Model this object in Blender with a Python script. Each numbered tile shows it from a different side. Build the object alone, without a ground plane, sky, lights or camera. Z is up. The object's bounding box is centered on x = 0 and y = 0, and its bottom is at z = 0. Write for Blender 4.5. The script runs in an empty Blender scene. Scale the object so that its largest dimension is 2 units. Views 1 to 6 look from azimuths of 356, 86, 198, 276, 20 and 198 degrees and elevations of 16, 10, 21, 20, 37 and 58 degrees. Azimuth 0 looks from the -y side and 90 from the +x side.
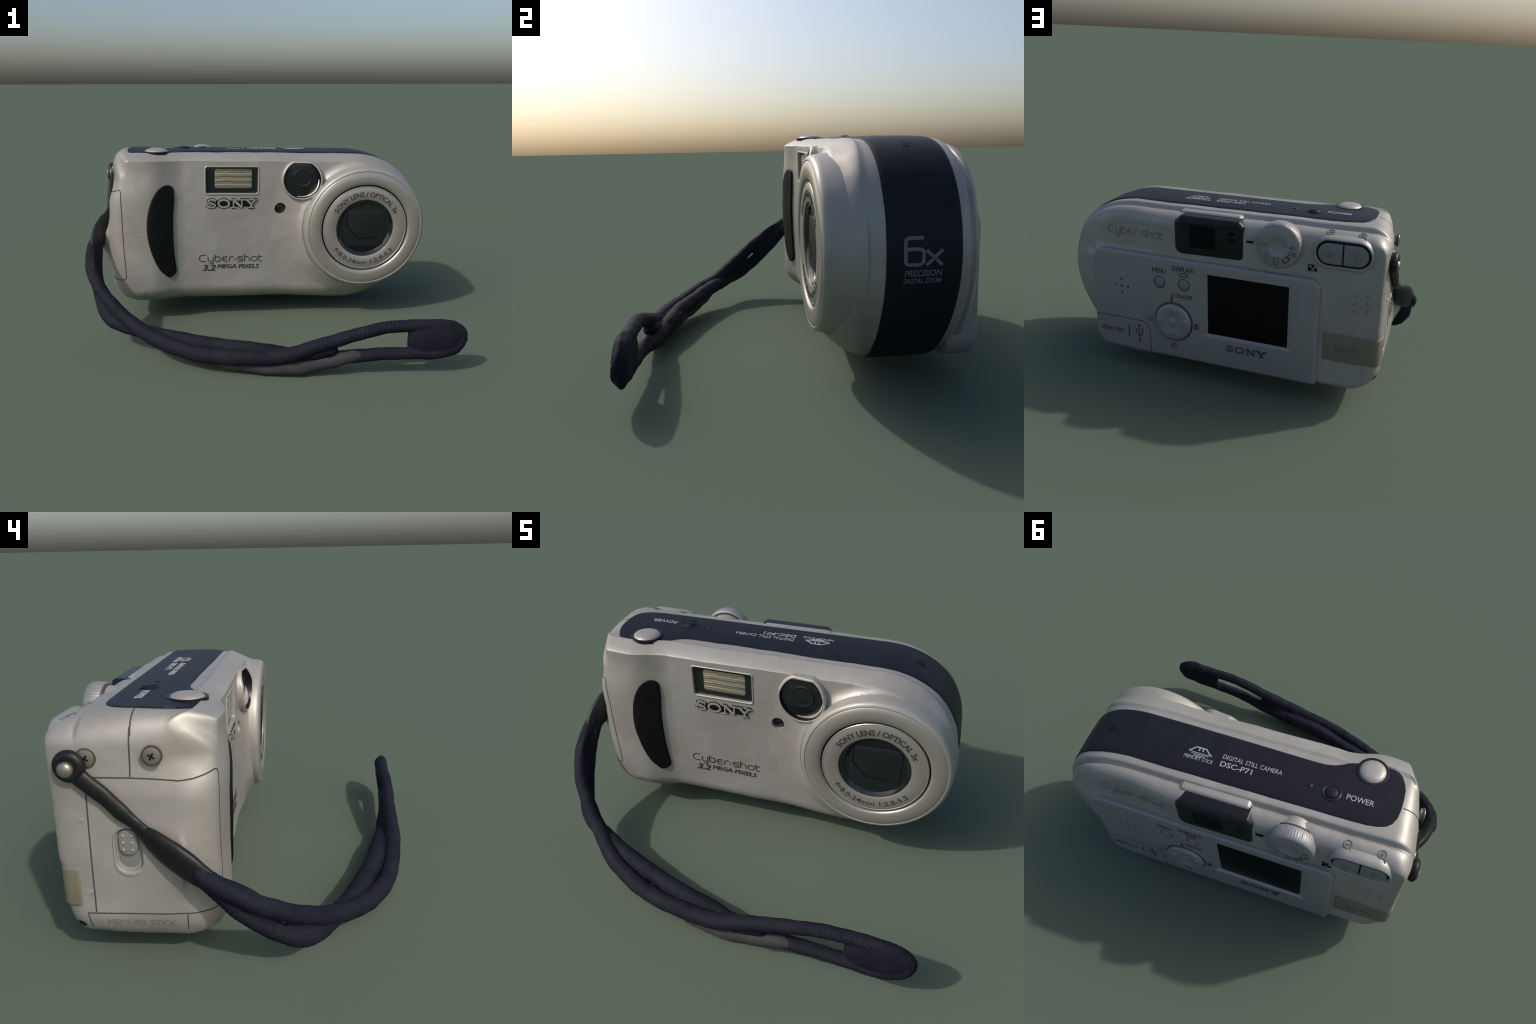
import bpy, bmesh, math, random
from mathutils import Vector, Matrix
from mathutils.bvhtree import BVHTree
random.seed(7)

# ------------------------------------------------------------------ frame
# The camera stands slightly turned in the world; everything is modelled in
# the camera's own frame: X along its width, Y from front to back, Z up.
AX = Vector((1, .018, -.018)).normalized()
AY = Vector((-.018, 1, .014)); AY = (AY - AX * AX.dot(AY)).normalized()
AZ = AX.cross(AY)
FRAME = Matrix((AX, AY, AZ)).transposed().to_4x4()      # local -> world
UNFRAME = FRAME.inverted()

scene_col = bpy.context.scene.collection
root = bpy.data.objects.new("compact_camera", None)
scene_col.objects.link(root)
root.matrix_world = FRAME
root["label"] = "silver compact digital camera with navy band and braided wrist strap"
root["category"] = "digital camera"


def smooth(a, b, x):
    t = max(0.0, min(1.0, (x - a) / (b - a)))
    return t * t * (3 - 2 * t)


def lerp_table(tab, x):
    if x <= tab[0][0]:
        return tab[0][1]
    for (x0, y0), (x1, y1) in zip(tab, tab[1:]):
        if x <= x1:
            t = (x - x0) / (x1 - x0)
            t = t * t * (3 - 2 * t) * .5 + t * .5
            return y0 + (y1 - y0) * t
    return tab[-1][1]


# ------------------------------------------------------------------ materials
def material(name, color, rough=.5, metal=0.0, grain=0.0, grain_scale=900, bump=0.0, bump_scale=600,
             blotch=0.0, blotch_scale=6, blotch_color=None, coat=0.0, spec=.5):
    m = bpy.data.materials.new(name)
    m.use_nodes = True
    nt = m.node_tree
    b = nt.nodes["Principled BSDF"]
    b.inputs["Base Color"].default_value = (*color, 1)
    b.inputs["Roughness"].default_value = rough
    b.inputs["Metallic"].default_value = metal
    b.inputs["Coat Weight"].default_value = coat
    b.inputs["Specular IOR Level"].default_value = spec
    tc = nt.nodes.new("ShaderNodeTexCoord")
    col = None

    def noise(scale, detail=3):
        n = nt.nodes.new("ShaderNodeTexNoise")
        n.inputs["Scale"].default_value = scale
        n.inputs["Detail"].default_value = detail
        nt.links.new(tc.outputs["Object"], n.inputs["Vector"])
        return n

    def ramp(src, lo, hi):
        r = nt.nodes.new("ShaderNodeMapRange")
        r.inputs["From Min"].default_value = .3
        r.inputs["From Max"].default_value = .7
        r.inputs["To Min"].default_value = lo
        r.inputs["To Max"].default_value = hi
        nt.links.new(src, r.inputs["Value"])
        return r.outputs["Result"]

    def mix(kind, fac, a, bcol):
        mx = nt.nodes.new("ShaderNodeMix")
        mx.data_type = 'RGBA'
        mx.blend_type = kind
        for sock, val in ((mx.inputs[0], fac), (mx.inputs[6], a), (mx.inputs[7], bcol)):
            if hasattr(val, "is_linked"):
                nt.links.new(val, sock)
            else:
                sock.default_value = val
        return mx.outputs[2]

    cur = (*color, 1)
    if blotch:
        other = blotch_color or tuple(c * .8 for c in color)
        cur = mix('MIX', ramp(noise(blotch_scale, 5).outputs["Fac"], 0, blotch), cur, (*other, 1))
    if grain:
        v = ramp(noise(grain_scale, 1).outputs["Fac"], 1 - grain, 1 + grain)
        comb = nt.nodes.new("ShaderNodeCombineColor")
        for i in range(3):
            nt.links.new(v, comb.inputs[i])
        cur = mix('MULTIPLY', 1.0, cur, comb.outputs[0])
    if hasattr(cur, "is_linked"):
        nt.links.new(cur, b.inputs["Base Color"])
    if bump:
        bp = nt.nodes.new("ShaderNodeBump")
        bp.inputs["Strength"].default_value = bump
        bp.inputs["Distance"].default_value = .002
        nt.links.new(noise(bump_scale, 2).outputs["Fac"], bp.inputs["Height"])
        nt.links.new(bp.outputs["Normal"], b.inputs["Normal"])
    return m


SILVER = material("silver_paint", (.372, .358, .330), rough=.46, metal=.35, grain=.07, grain_scale=260, bump=.04,
                  bump_scale=420, blotch=.7, blotch_scale=5, blotch_color=(.290, .270, .238))
SILVER_BACK_SHADED = material("silver_panel_shaded", (.285, .282, .276), rough=.48, metal=.4, grain=.05, grain_scale=300)  # darker silver: the shade on the back is put into the colour
CHROME = material("brushed_ring", (.43, .405, .36), rough=.32, metal=.6, grain=.03, grain_scale=200, blotch=.4,
                  blotch_scale=5, blotch_color=(.38, .355, .32))
STEEL = material("polished_steel", (.55, .5, .44), rough=.3, metal=.85)
SCREW = material("screw_steel", (.30, .27, .22), rough=.38, metal=.7)
NAVY = material("navy_band", (.0095, .0100, .0165), rough=.45, spec=.16, blotch=.6, blotch_scale=9, blotch_color=(.0155, .0160, .0225),
                bump=.03, bump_scale=150)
BLACK = material("black_plastic", (.008, .008, .010), rough=.35, spec=.35)
RUBBER = material("black_rubber", (.0035, .0035, .004), rough=.6, spec=.2)
GLASS = material("dark_glass", (.010, .012, .014), rough=.12, coat=.3)
LENSGLASS = material("lens_blade", (.015, .0175, .019), rough=.35, spec=.3)
SCREEN = material("screen_glass", (.0015, .002, .0035), rough=.3, spec=.12)
INK = material("dark_ink", (.03, .029, .027), rough=.6)
INKLIGHT = material("embossed_ink", (.15, .147, .14), rough=.6)
WHITE = material("white_ink", (.31, .315, .33), rough=.6)
WHITEDIM = material("dim_white_ink", (.125, .13, .138), rough=.6)  # dimmer white for the lettering on the rounded end
SEAM = material("seam_shadow", (.05, .048, .044), rough=.8)
BEIGE = material("beige_rubber", (.155, .145, .100), rough=.6, grain=.04, grain_scale=200)
TEAL = material("teal_ink", (.03, .22, .25), rough=.6)
REFLECTOR = material("flash_reflector", (.40, .37, .29), rough=.3, metal=.3, grain=.15, grain_scale=60)
CORD = material("braided_cord", (.0062, .0070, .0160), spec=.16, rough=.75, grain=.35, grain_scale=240, blotch=.7, blotch_scale=9,
                blotch_color=(.0150, .0154, .0215), bump=.2, bump_scale=500)
CORDGREY = material("cord_underside", (.06, .06, .058), spec=.25, rough=.8, blotch=.9, blotch_scale=9, blotch_color=(.022, .022, .030))
LEATHER = material("black_connector", (.0075, .0080, .0088), spec=.3, rough=.45, blotch=.4, blotch_scale=8, blotch_color=(.014, .0145, .016))
GREY = material("grey_button", (.20, .20, .19), rough=.5, metal=.1)


def banded(name, c0, c1, scale):
    m = material(name, c0, rough=.3, metal=.2)
    nt = m.node_tree
    tc = nt.nodes.new("ShaderNodeTexCoord")
    w = nt.nodes.new("ShaderNodeTexWave")
    w.bands_direction = 'Z'
    w.inputs["Scale"].default_value = scale
    w.inputs["Distortion"].default_value = 3.5
    w.inputs["Detail"].default_value = 2
    cr = nt.nodes.new("ShaderNodeValToRGB")
    cr.color_ramp.elements[0].color = (*c1, 1)
    cr.color_ramp.elements[1].color = (*c0, 1)
    nt.links.new(tc.outputs["Object"], w.inputs["Vector"])
    nt.links.new(w.outputs["Fac"], cr.inputs["Fac"])
    nt.links.new(cr.outputs["Color"], nt.nodes["Principled BSDF"].inputs["Base Color"])
    return m


REFLECTOR = banded("flash_reflector", (.34, .315, .235), (.17, .155, .12), 9)

# ------------------------------------------------------------------ mesh helpers
def add_mesh(name, verts, faces, mat, parent=root, smooth_angle=35, merge=0.0):
    me = bpy.data.meshes.new(name)
    me.from_pydata([tuple(v) for v in verts], [], faces)
    if merge:
        bm = bmesh.new(); bm.from_mesh(me)
        bmesh.ops.remove_doubles(bm, verts=bm.verts, dist=merge)
        bmesh.ops.dissolve_degenerate(bm, edges=bm.edges, dist=1e-6)
        bm.to_mesh(me); bm.free()
    return finish(name, me, mat, parent, smooth_angle)


def finish(name, me, mat, parent=root, smooth_angle=35, fix=True):
    if fix:
        bm = bmesh.new(); bm.from_mesh(me)
        bmesh.ops.recalc_face_normals(bm, faces=bm.faces)
        bm.to_mesh(me); bm.free()
    me.materials.clear()
    me.materials.append(mat)
    ob = bpy.data.objects.new(name, me)
    scene_col.objects.link(ob)
    ob.parent = parent
    if smooth_angle:
        me.shade_smooth() if hasattr(me, "shade_smooth") else None
        for p in me.polygons:
            p.use_smooth = True
        if hasattr(me, "set_sharp_from_angle"):
            me.set_sharp_from_angle(angle=math.radians(smooth_angle))
    return ob


def group(name, parent=root):
    e = bpy.data.objects.new(name, None)
    scene_col.objects.link(e)
    e.parent = parent
    return e


def apply_mods(ob):
    dg = bpy.context.evaluated_depsgraph_get()
    me = bpy.data.meshes.new_from_object(ob.evaluated_get(dg))
    old = ob.data
    ob.modifiers.clear()
    ob.data = me
    bpy.data.meshes.remove(old)


def round_poly(pts, radii, seg=8, closed=True):
    """Polygon with rounded corners (2D)."""
    out = []
    n = len(pts)
    for i, p in enumerate(pts):
        p = Vector(p); r = radii[i] if hasattr(radii, "__len__") else radii
        if r <= 0 or (not closed and i in (0, n - 1)):
            out.append(p); continue
        a = (Vector(pts[i - 1]) - p).normalized(); b = (Vector(pts[(i + 1) % n]) - p).normalized()
        ang = a.angle(b)
        d = r / math.tan(ang / 2)
        c = p + (a + b).normalized() * (r / math.sin(ang / 2))
        s = p + a * d; e = p + b * d
        v0 = s - c; v1 = e - c
        tot = v0.angle(v1)
        sgn = 1 if v0.x * v1.y - v0.y * v1.x > 0 else -1
        for k in range(seg + 1):
            t = sgn * tot * k / seg
            out.append(c + Vector((v0.x * math.cos(t) - v0.y * math.sin(t), v0.x * math.sin(t) + v0.y * math.cos(t))))
    return out


def prism(name, outline, y0, y1, mat, parent=root, bevel=.006, seg=3, axis='Y', both=False, smooth_angle=35):
    """Extrude a 2D outline. axis Y: outline is (X,Z) between y0 (front) and y1; axis Z: (X,Y); axis X: (Y,Z).
    The y1 end is bevelled (both ends when both is set)."""
    def P(p, h):
        return {'Y': (p[0], h, p[1]), 'Z': (p[0], p[1], h), 'X': (h, p[0], p[1])}[axis]
    n = len(outline)
    cen = sum((Vector(p) for p in outline), Vector((0, 0))) / n
    sg = 1 if y1 > y0 else -1
    # inset by normals
    area = sum(outline[i][0] * outline[(i + 1) % n][1] - outline[(i + 1) % n][0] * outline[i][1] for i in range(n))
    nor = []
    for i in range(n):
        a = Vector(outline[i - 1]); c = Vector(outline[(i + 1) % n])
        t = (c - a)
        t = t.normalized() if t.length > 1e-9 else Vector((1, 0))
        nn = Vector((-t.y, t.x)) * (1 if area > 0 else -1)
        nor.append(nn)
    rings = []
    prof = []
    if both:
        for k in range(seg + 1):
            a = math.pi / 2 * k / seg
            prof.append((bevel * (1 - math.sin(a)), y0 + sg * bevel * (1 - math.cos(a))))
    else:
        prof.append((0, y0))
    for k in range(seg + 1):
        a = math.pi / 2 * k / seg
        prof.append((bevel * (1 - math.cos(a)), y1 - sg * bevel * (1 - math.sin(a))))
    verts = []; faces = []
    for d, h in prof:
        for i in range(n):
            verts.append(P(Vector(outline[i]) + nor[i] * d, h))
    for r in range(len(prof) - 1):
        for i in range(n):
            j = (i + 1) % n
            faces.append((r * n + i, r * n + j, (r + 1) * n + j, (r + 1) * n + i))
    faces.append(tuple(range(n)))
    faces.append(tuple((len(prof) - 1) * n + i for i in range(n)))
    return add_mesh(name, verts, faces, mat, parent, smooth_angle)


def circle2(cx, cy, r, n=48, ry=None):
    return [(cx + r * math.cos(2 * math.pi * i / n), cy + (ry or r) * math.sin(2 * math.pi * i / n)) for i in range(n)]


def rrect(x0, y0, x1, y1, r, seg=8):
    return round_poly([(x0, y0), (x1, y0), (x1, y1), (x0, y1)], r, seg)


def lathe(name, prof, center, mat, parent=root, axis='Y', n=96, smooth_angle=35, closed=True, rmod=None):
    """prof = [(radius, height along axis)]; center in the two other coordinates."""
    verts = []; faces = []
    for k, (r, h) in enumerate(prof):
        for i in range(n):
            a = 2 * math.pi * i / n
            rr = r if rmod is None else rmod(k, a, r)
            u, v = center[0] + rr * math.cos(a), center[1] + rr * math.sin(a)
            verts.append({'Y': (u, h, v), 'Z': (u, v, h), 'X': (h, u, v)}[axis])
    m = len(prof)
    for k in range(m - 1):
        for i in range(n):
            j = (i + 1) % n
            faces.append((k * n + i, k * n + j, (k + 1) * n + j, (k + 1) * n + i))
    if closed:
        faces.append(tuple(range(n))); faces.append(tuple((m - 1) * n + i for i in range(n)))
    return add_mesh(name, verts, faces, mat, parent, smooth_angle)


def dome(name, c, r, h0, h1, mat, parent=root, axis='Y', ry=None, flat=.5, n=48):
    """Low domed disc from height h0 (base) to h1 (top)."""
    sg = 1 if h1 > h0 else -1
    H = abs(h1 - h0)
    prof = [(r, h0), (r, h0 + sg * H * (1 - flat) * .6)]
    for k in range(1, 9):
        a = math.pi / 2 * k / 8
        prof.append((r * max(.02, math.cos(a) ** .6), h0 + sg * (H * (1 - flat) * .6 + (H - H * (1 - flat) * .6) * math.sin(a))))
    rmod = None
    if ry:
        rmod = lambda k, a, rr: rr / math.sqrt(math.cos(a) ** 2 + (math.sin(a) * r / ry) ** 2)
    return lathe(name, prof, c, mat, parent, axis, n, 50, True, rmod)


# ------------------------------------------------------------------ body
ZC = .555                      # height of the body's long axis
XL, XR = -.45, .55             # ends of the skeleton line
TOP, BOT, LEFT = 1.0, .088, -.882


def resample(pts, n):
    L = [0]
    for a, b in zip(pts, pts[1:]):
        L.append(L[-1] + (Vector(b) - Vector(a)).length)
    out = []; k = 0
    for i in range(n):
        t = L[-1] * i / (n - 1)
        while k < len(L) - 2 and L[k + 1] < t:
            k += 1
        f = (t - L[k]) / max(1e-9, L[k + 1] - L[k])
        out.append(Vector(pts[k]).lerp(Vector(pts[k + 1]), f))
    return out


NT, NR, NL = 220, 240, 210
def catmull(pts, k=10):
    P = [Vector(p) for p in pts]
    P = [P[0] * 2 - P[1]] + P + [P[-1] * 2 - P[-2]]
    out = []
    for i in range(1, len(P) - 2):
        p0, p1, p2, p3 = P[i - 1:i + 3]
        for j in range(k):
            t = j / k
            out.append(.5 * ((2 * p1) + (p2 - p0) * t + (2 * p0 - 5 * p1 + 4 * p2 - p3) * t * t + (3 * p1 - p0 - 3 * p2 + p3) * t ** 3))
    out.append(P[-2])
    return out


# rounded end: full above, drawn in below like a chamfer
right_arc = []
for i in range(361):
    a = math.pi / 2 - math.pi / 2 * i / 360
    ca, sa = math.cos(a), math.sin(a)
    e = 2.24
    r = (abs(ca / .433) ** e + abs(sa / (TOP - ZC)) ** e) ** (-1 / e)
    right_arc.append(Vector((XR + r * ca, ZC + r * sa)))
right_arc = right_arc[:-12] + catmull([right_arc[-12], (.974, .50), (.946, .41), (.893, .312), (.820, .218), (.738, .143), (.662, .099), (.60, BOT - .007), (XR, BOT - .011)], 20)
left_arc = round_poly([(XL, BOT), (LEFT, BOT), (LEFT, TOP), (XL, TOP)], [0, .17, .115, 0], 40, closed=False)
outline = [Vector((XL + (XR - XL) * i / NT, TOP)) for i in range(NT)]
outline += resample(right_arc, NR)[:-1]
outline += [Vector((XR + (XL - XR) * i / NT, BOT - .011 * smooth(.15, .43, XR + (XL - XR) * i / NT))) for i in range(NT)]
outline += resample(left_arc, NL)[:-1]
NO = len(outline)
skel = [Vector((max(XL, min(XR, p.x)), ZC)) for p in outline]
onorm = []
for i in range(NO):
    t = (outline[(i + 1) % NO] - outline[i - 1]).normalized()
    onorm.append(Vector((-t.y, t.x)))       # outward (the outline runs clockwise)



def grip_y(x):
    """Front of the grip: a swell with its crest near x = -.65 that eases into the flat front."""
    y = .141 - .053 * smooth(-.43, -.64, x)
    y += .030 * max(0.0, (-.64 - x) / .20) ** 2
    return y


LENS = (.622, .583)


def front_y(x, z):
    y = grip_y(x)
    r = math.hypot(x - LENS[0], z - LENS[1])
    sag = .5 - .5 * (z - LENS[1]) / max(r, 1e-6)          # 1 below the lens, 0 above it
    left = max(0.0, (LENS[0] - x) / max(r, 1e-6))
    y -= (.018 + .022 * sag) * left * smooth(.55 + .03 * sag, .36, r) * smooth(.345, .372, r)
    y -= .034 * sag * sag * smooth(.45, .372, r) * smooth(.352, .372, r)
    y += .014 * smooth(.74, .95, z) * smooth(-.38, -.55, x) + .005 * smooth(-.5, -.65, x)
    if r < .405:
        d = min(.405 - r, .05)
        y -= (.05 - math.sqrt(.05 ** 2 - d * d)) * smooth(.30, .34, r)
        y += .08 * smooth(.33, .30, r)
    return y


def back_y(x, z):
    y = .684
    y += .007 * smooth(-.45, -.53, x)
    y -= .024 * smooth(.22, .55, x) * smooth(.66, .76, z)
    y += .006 * smooth(-.60, -.80, x) * smooth(.42, .50, z)
    y -= .03 * smooth(.30, .12, z) * smooth(-.70, -.88, x)
    return y


def weights(n):
    t = max(0, n.y) ** 2; b = max(0, -n.y) ** 2; l = max(0, -n.x) ** 2; r = max(0, n.x) ** 2
    return t, b, l, r


def left_inset(y, z):
    """The left end narrows towards the front, above the card door; the door itself swells out."""
    high = .35 + .85 * smooth(.70, .86, z)
    return .055 * high * max(0.0, (.57 - y) / .42) ** 1.5 - .022 * math.exp(-((y - .27) / .13) ** 2 - ((z - .46) / .19) ** 2)


def body_rings():
    rings = []
    lam_front = [i / 44 * .86 for i in range(45)] + [.86 + .14 * (1 - (1 - k / 26) ** 1.6) for k in range(1, 27)]
    for lam in lam_front:
        ring = []
        for p, s, n in zip(outline, skel, onorm):
            t, b, l, r = weights(n)
            cor = 4 * t * l
            rr = .038 * t + .125 * b + .075 * l + .045 * r + .05 * cor
            rd = .085 * t + .19 * b + .085 * l + .045 * r + .05 * cor
            q = s.lerp(p, lam)
            d = (p - q).dot(n)
            y = front_y(q.x, q.y)
            if d < rr:
                u_ = (rr - d) / rr
                round_ = 1 - math.sqrt(max(0, 1 - u_ * u_))
                y += rd * (round_ + (u_ ** 1.15 - round_) * t * .85)
            ring.append((q.x + l * left_inset(y, q.y) * lam ** 6, y, q.y))
        rings.append(ring)
    edge = rings[-1]
    side_top = .572
    for k in range(1, 31):
        f = k / 30
        ring = []
        for i, (p, n) in enumerate(zip(outline, onorm)):
            t, b, l, r = weights(n)
            y = edge[i][1] + (side_top - edge[i][1]) * f
            ins = .010 * ((y - .38) / .18) ** 2 * (t + .6 * b + r * .3)
            q = p - n * ins
            x = q.x + l * left_inset(y, q.y)
            # scan fault kept in the shape: skin bridging card door and connector
            x -= l * .085 * math.exp(-((y - .185) / .055) ** 2 - ((q.y - .455) / .085) ** 2)
            ring.append((x, y, q.y))
        rings.append(ring)
    # rear shell: shallow step on top and at the rounded end, then the back edge
    last = rings[-1]
    for k in range(1, 34):
        ring = []
        for i, (p, s, n) in enumerate(zip(outline, skel, onorm)):
            t, b, l, r = weights(n)
            w = min(1, t + r)
            step = .020 * w
            base = Vector((last[i][0], last[i][2]))
            if k <= 9:                                     # groove and step
                y = side_top + .034 * k / 9
                prof = (0, .10, .35, .75, 1.15, 1.35, 1.35, 1.2, 1.05, 1.0)[k]
                q = base - n * step * prof
            else:
                a = math.pi / 2 * (k - 9) / 24
                low = smooth(.46, .36, p.y)
                wx = .075 * t + .05 * b + (.028 + .05 * low) * l + (.21 - .07 * smooth(.6, .85, p.y)) * r
                y0 = side_top + .034
                yb = back_y(p.x * .93, s.y + (p.y - s.y) * .9)
                ee = .9 + .75 * r
                ins = wx * (1 - math.cos(a) ** ee)
                q = base - n * (step + ins)
                y = y0 + (yb - y0) * math.sin(a) ** ee
            ring.append((q.x, y, q.y))
        rings.append(ring)
    last = rings[-1]
    for k in range(1, 41):
        f = 1 - k / 40
        ring = []
        for i, s in enumerate(skel):
            q = s.lerp(Vector((last[i][0], last[i][2])), f)
            ring.append((q.x, back_y(q.x, q.y) if k > 1 else last[i][1] * .5 + .5 * back_y(q.x, q.y), q.y))
        rings.append(ring)
    return rings


rings = body_rings()
verts = [v for r in rings for v in r]
faces = []
for k in range(len(rings) - 1):
    for i in range(NO):
        j = (i + 1) % NO
        faces.append((k * NO + i, k * NO + j, (k + 1) * NO + j, (k + 1) * NO + i))
from mathutils import noise as mnoise
# soft dents and wavy edges of a worn shell
verts = [Vector(v) + mnoise.noise_vector(Vector(v) * 6.0) * .0030 + mnoise.noise_vector(Vector(v) * 19.0) * .0010 for v in verts]
body = add_mesh("body", verts, faces, SILVER, merge=1e-5, smooth_angle=45)


def cut(ob, cutters):
    for c in cutters:
        md = ob.modifiers.new("cut", 'BOOLEAN')
        md.operation = 'DIFFERENCE'; md.solver = 'EXACT'; md.object = c
    apply_mods(ob)
    for c in cutters:
        bpy.data.objects.remove(c)


bpy.context.view_layer.update()
cut(body, [
    prism("cutter", rrect(-.309, .775, -.007, .927, .012), .2, .10, SILVER, bevel=.0005),
    prism("cutter", circle2(.127, .687, .033, 40), .19, .05, SILVER, bevel=.0005),
    prism("cutter", circle2(.247, .860, .098, 64), .19, .05, SILVER, bevel=.0005),
    prism("cutter", rrect(.375, .425, .478, .60, .045), -.865, -.93, SILVER, bevel=.0005, axis='X'),
])
for p in body.data.polygons:
    p.use_smooth = True
body.data.set_sharp_from_angle(angle=math.radians(45))


def bvh_of(ob):
    bm = bmesh.new(); bm.from_mesh(ob.data)
    t = BVHTree.FromBMesh(bm); bm.free()
    return t


body_bvh = bvh_of(body)


def hit(bvh, p, d):
    h = bvh.ray_cast(Vector(p), Vector(d).normalized())
    return h[0], h[1]


# ------------------------------------------------------------------ navy band on top and round the end
BAND_FRONT = [(-.767, .345), (-.764, .30), (-.753, .262), (-.735, .225), (-.70, .195), (-.66, .176), (-.62, .169),
              (-.57, .174), (-.53, .189), (-.49, .216), (-.45, .249), (-.41, .270), (-.36, .281), (-.28, .281), (.1, .272), (.35, .268), (.6, .266)]
BAND_REAR = [(-.767, .385), (-.766, .42), (-.760, .46), (-.745, .495), (-.72, .517), (-.685, .53), (-.63, .537), (-.4, .54), (.6, .541)]


def lin(tab, x):
    if x <= tab[0][0]:
        return tab[0][1]
    for (a, b), (c, d) in zip(tab, tab[1:]):
        if x <= c:
            return b + (d - b) * (x - a) / (c - a)
    return tab[-1][1]


def band():
    st = []
    for i in range(40):
        st.append((Vector((-.767 + .09 * (i / 40) ** 2, TOP)), Vector((0, 1))))
    for i in range(90):
        st.append((Vector((-.677 + (-.40 + .677) * i / 90, TOP)), Vector((0, 1))))
    for i in range(60):
        st.append((Vector((-.40 + (XR + .40) * i / 60, TOP)), Vector((0, 1))))
    o0 = NT
    for i in range(NR - 1):
        st.append((outline[o0 + i], onorm[o0 + i]))
    for i in range(8):
        st.append((Vector((XR - .12 * i / 7, BOT - .011)), Vector((0, -1))))
    M = 26
    V = []; F = []
    for p, n in st:
        on_top = n.y > .99
        yf = lin(BAND_FRONT, p.x) if on_top else .266
        yr = lin(BAND_REAR, p.x) if on_top else .541
        t, b, l, r = weights(n)
        row = []
        for k in range(M + 1):
            f = k / M
            y = yf + (yr - yf) * f
            ins = .010 * ((y - .38) / .18) ** 2 * (t + .6 * b + r * .3)
            e = min(y - yf, yr - y)
            off = .005 if e > .004 else (.0045 if 0 < k < M else .002)
            q = p + n * (off - ins)
            row.append((q.x, y, q.y))
        ya, yb_ = yf - .0005, yr + .0005
        low = [(p.x - n.x * .03, yb_, p.y - n.y * .03), (p.x - n.x * .03, ya, p.y - n.y * .03)]
        V += row + low
    W = M + 3
    for a in range(len(st) - 1):
        for k in range(W):
            j = (k + 1) % W
            F.append((a * W + k, a * W + j, (a + 1) * W + j, (a + 1) * W + k))
    F.append(tuple(range(W))); F.append(tuple((len(st) - 1) * W + k for k in range(W)))
    return add_mesh("top_band", V, F, NAVY, smooth_angle=40)


band_ob = band()
band_bvh = bvh_of(band_ob)

# ------------------------------------------------------------------ lens
lens = group("lens")
LX, LZ = LENS
lathe("lens_barrel", [(.30, .25), (.368, .2), (.366, .14), (.361, .10), (.3585, .075), (.356, .062), (.351, .052), (.345, .047), (.338, .045),
                      (.334, .0475), (.30, .06)], LENS, SILVER, lens, n=160, closed=False)
lathe("lens_ring", [(.30, .09), (.3335, .09), (.3335, .047), (.330, .044), (.30, .041), (.285, .0405), (.27, .042), (.262, .046), (.258, .053), (.257, .09)],
      LENS, CHROME, lens, n=160, closed=False)
lathe("lens_groove", [(.262, .09), (.262, .066), (.24, .066), (.24, .09)], LENS, BLACK, lens, n=128, closed=False)
lathe("lens_bezel", [(.2, .09), (.2505, .09), (.2505, .050), (.248, .047), (.244, .0465), (.242, .048), (.239, .0465), (.176, .0485), (.171, .051), (.170, .09), (.15, .09)],
      LENS, CHROME, lens, n=128, closed=False)
bezel_y = .054
lathe("lens_tube", [(.1705, .056), (.168, .057), (.155, .065), (.150, .0690), (.02, .0695)], LENS, GLASS, lens, n=96, closed=False)
# barrier window: rounded square frame with the blades behind it
prism("lens_cover", round_poly([(LX - .118, LZ - .112), (LX + .122, LZ - .118), (LX + .122, LZ + .112), (LX - .118, LZ + .105)], .035, 10),
      .12, .0650, LENSGLASS, lens, bevel=.002)


def ribbon(pts, w, closed=False):
    """Flat stroke of width w along a 2D polyline -> (verts2d, faces)."""
    P = [Vector(p) for p in pts]
    n = len(P)
    V = []; F = []
    for i in range(n):
        if closed:
            a, c = P[i - 1], P[(i + 1) % n]
        else:
            a, c = P[max(0, i - 1)], P[min(n - 1, i + 1)]
        d1 = (P[i] - a); d2 = (c - P[i])
        if d1.length < 1e-9: d1 = d2
        if d2.length < 1e-9: d2 = d1
        d1 = d1.normalized(); d2 = d2.normalized()
        t = (d1 + d2)
        t = t.normalized() if t.length > 1e-6 else d1
        nn = Vector((-t.y, t.x))
        m = w / 2 / max(.45, nn.dot(Vector((-d1.y, d1.x))))
        V += [P[i] + nn * m, P[i] - nn * m]
    for i in range(n if closed else n - 1):
        j = (i + 1) % n
        F.append((2 * i, 2 * i + 1, 2 * j + 1, 2 * j))
    return V, F


def blade_edge(name, pts, w, y, mat):
    V, F = ribbon(pts, w)
    n = len(V)
    V3 = [(v.x, y, v.y) for v in V] + [(v.x, y + .006, v.y) for v in V]
    F3 = F + [tuple(i + n for i in f) for f in F]
    m = n // 2
    for i in range(m - 1):
        for s in (0, 1):
            a, b = 2 * i + s, 2 * (i + 1) + s
            F3.append((a, b, b + n, a + n))
    F3.append((0, 1, 1 + n, n)); F3.append((n - 2, n - 1, 2 * n - 1, 2 * n - 2))
    return add_mesh(name, V3, F3, mat, lens, 0)


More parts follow.
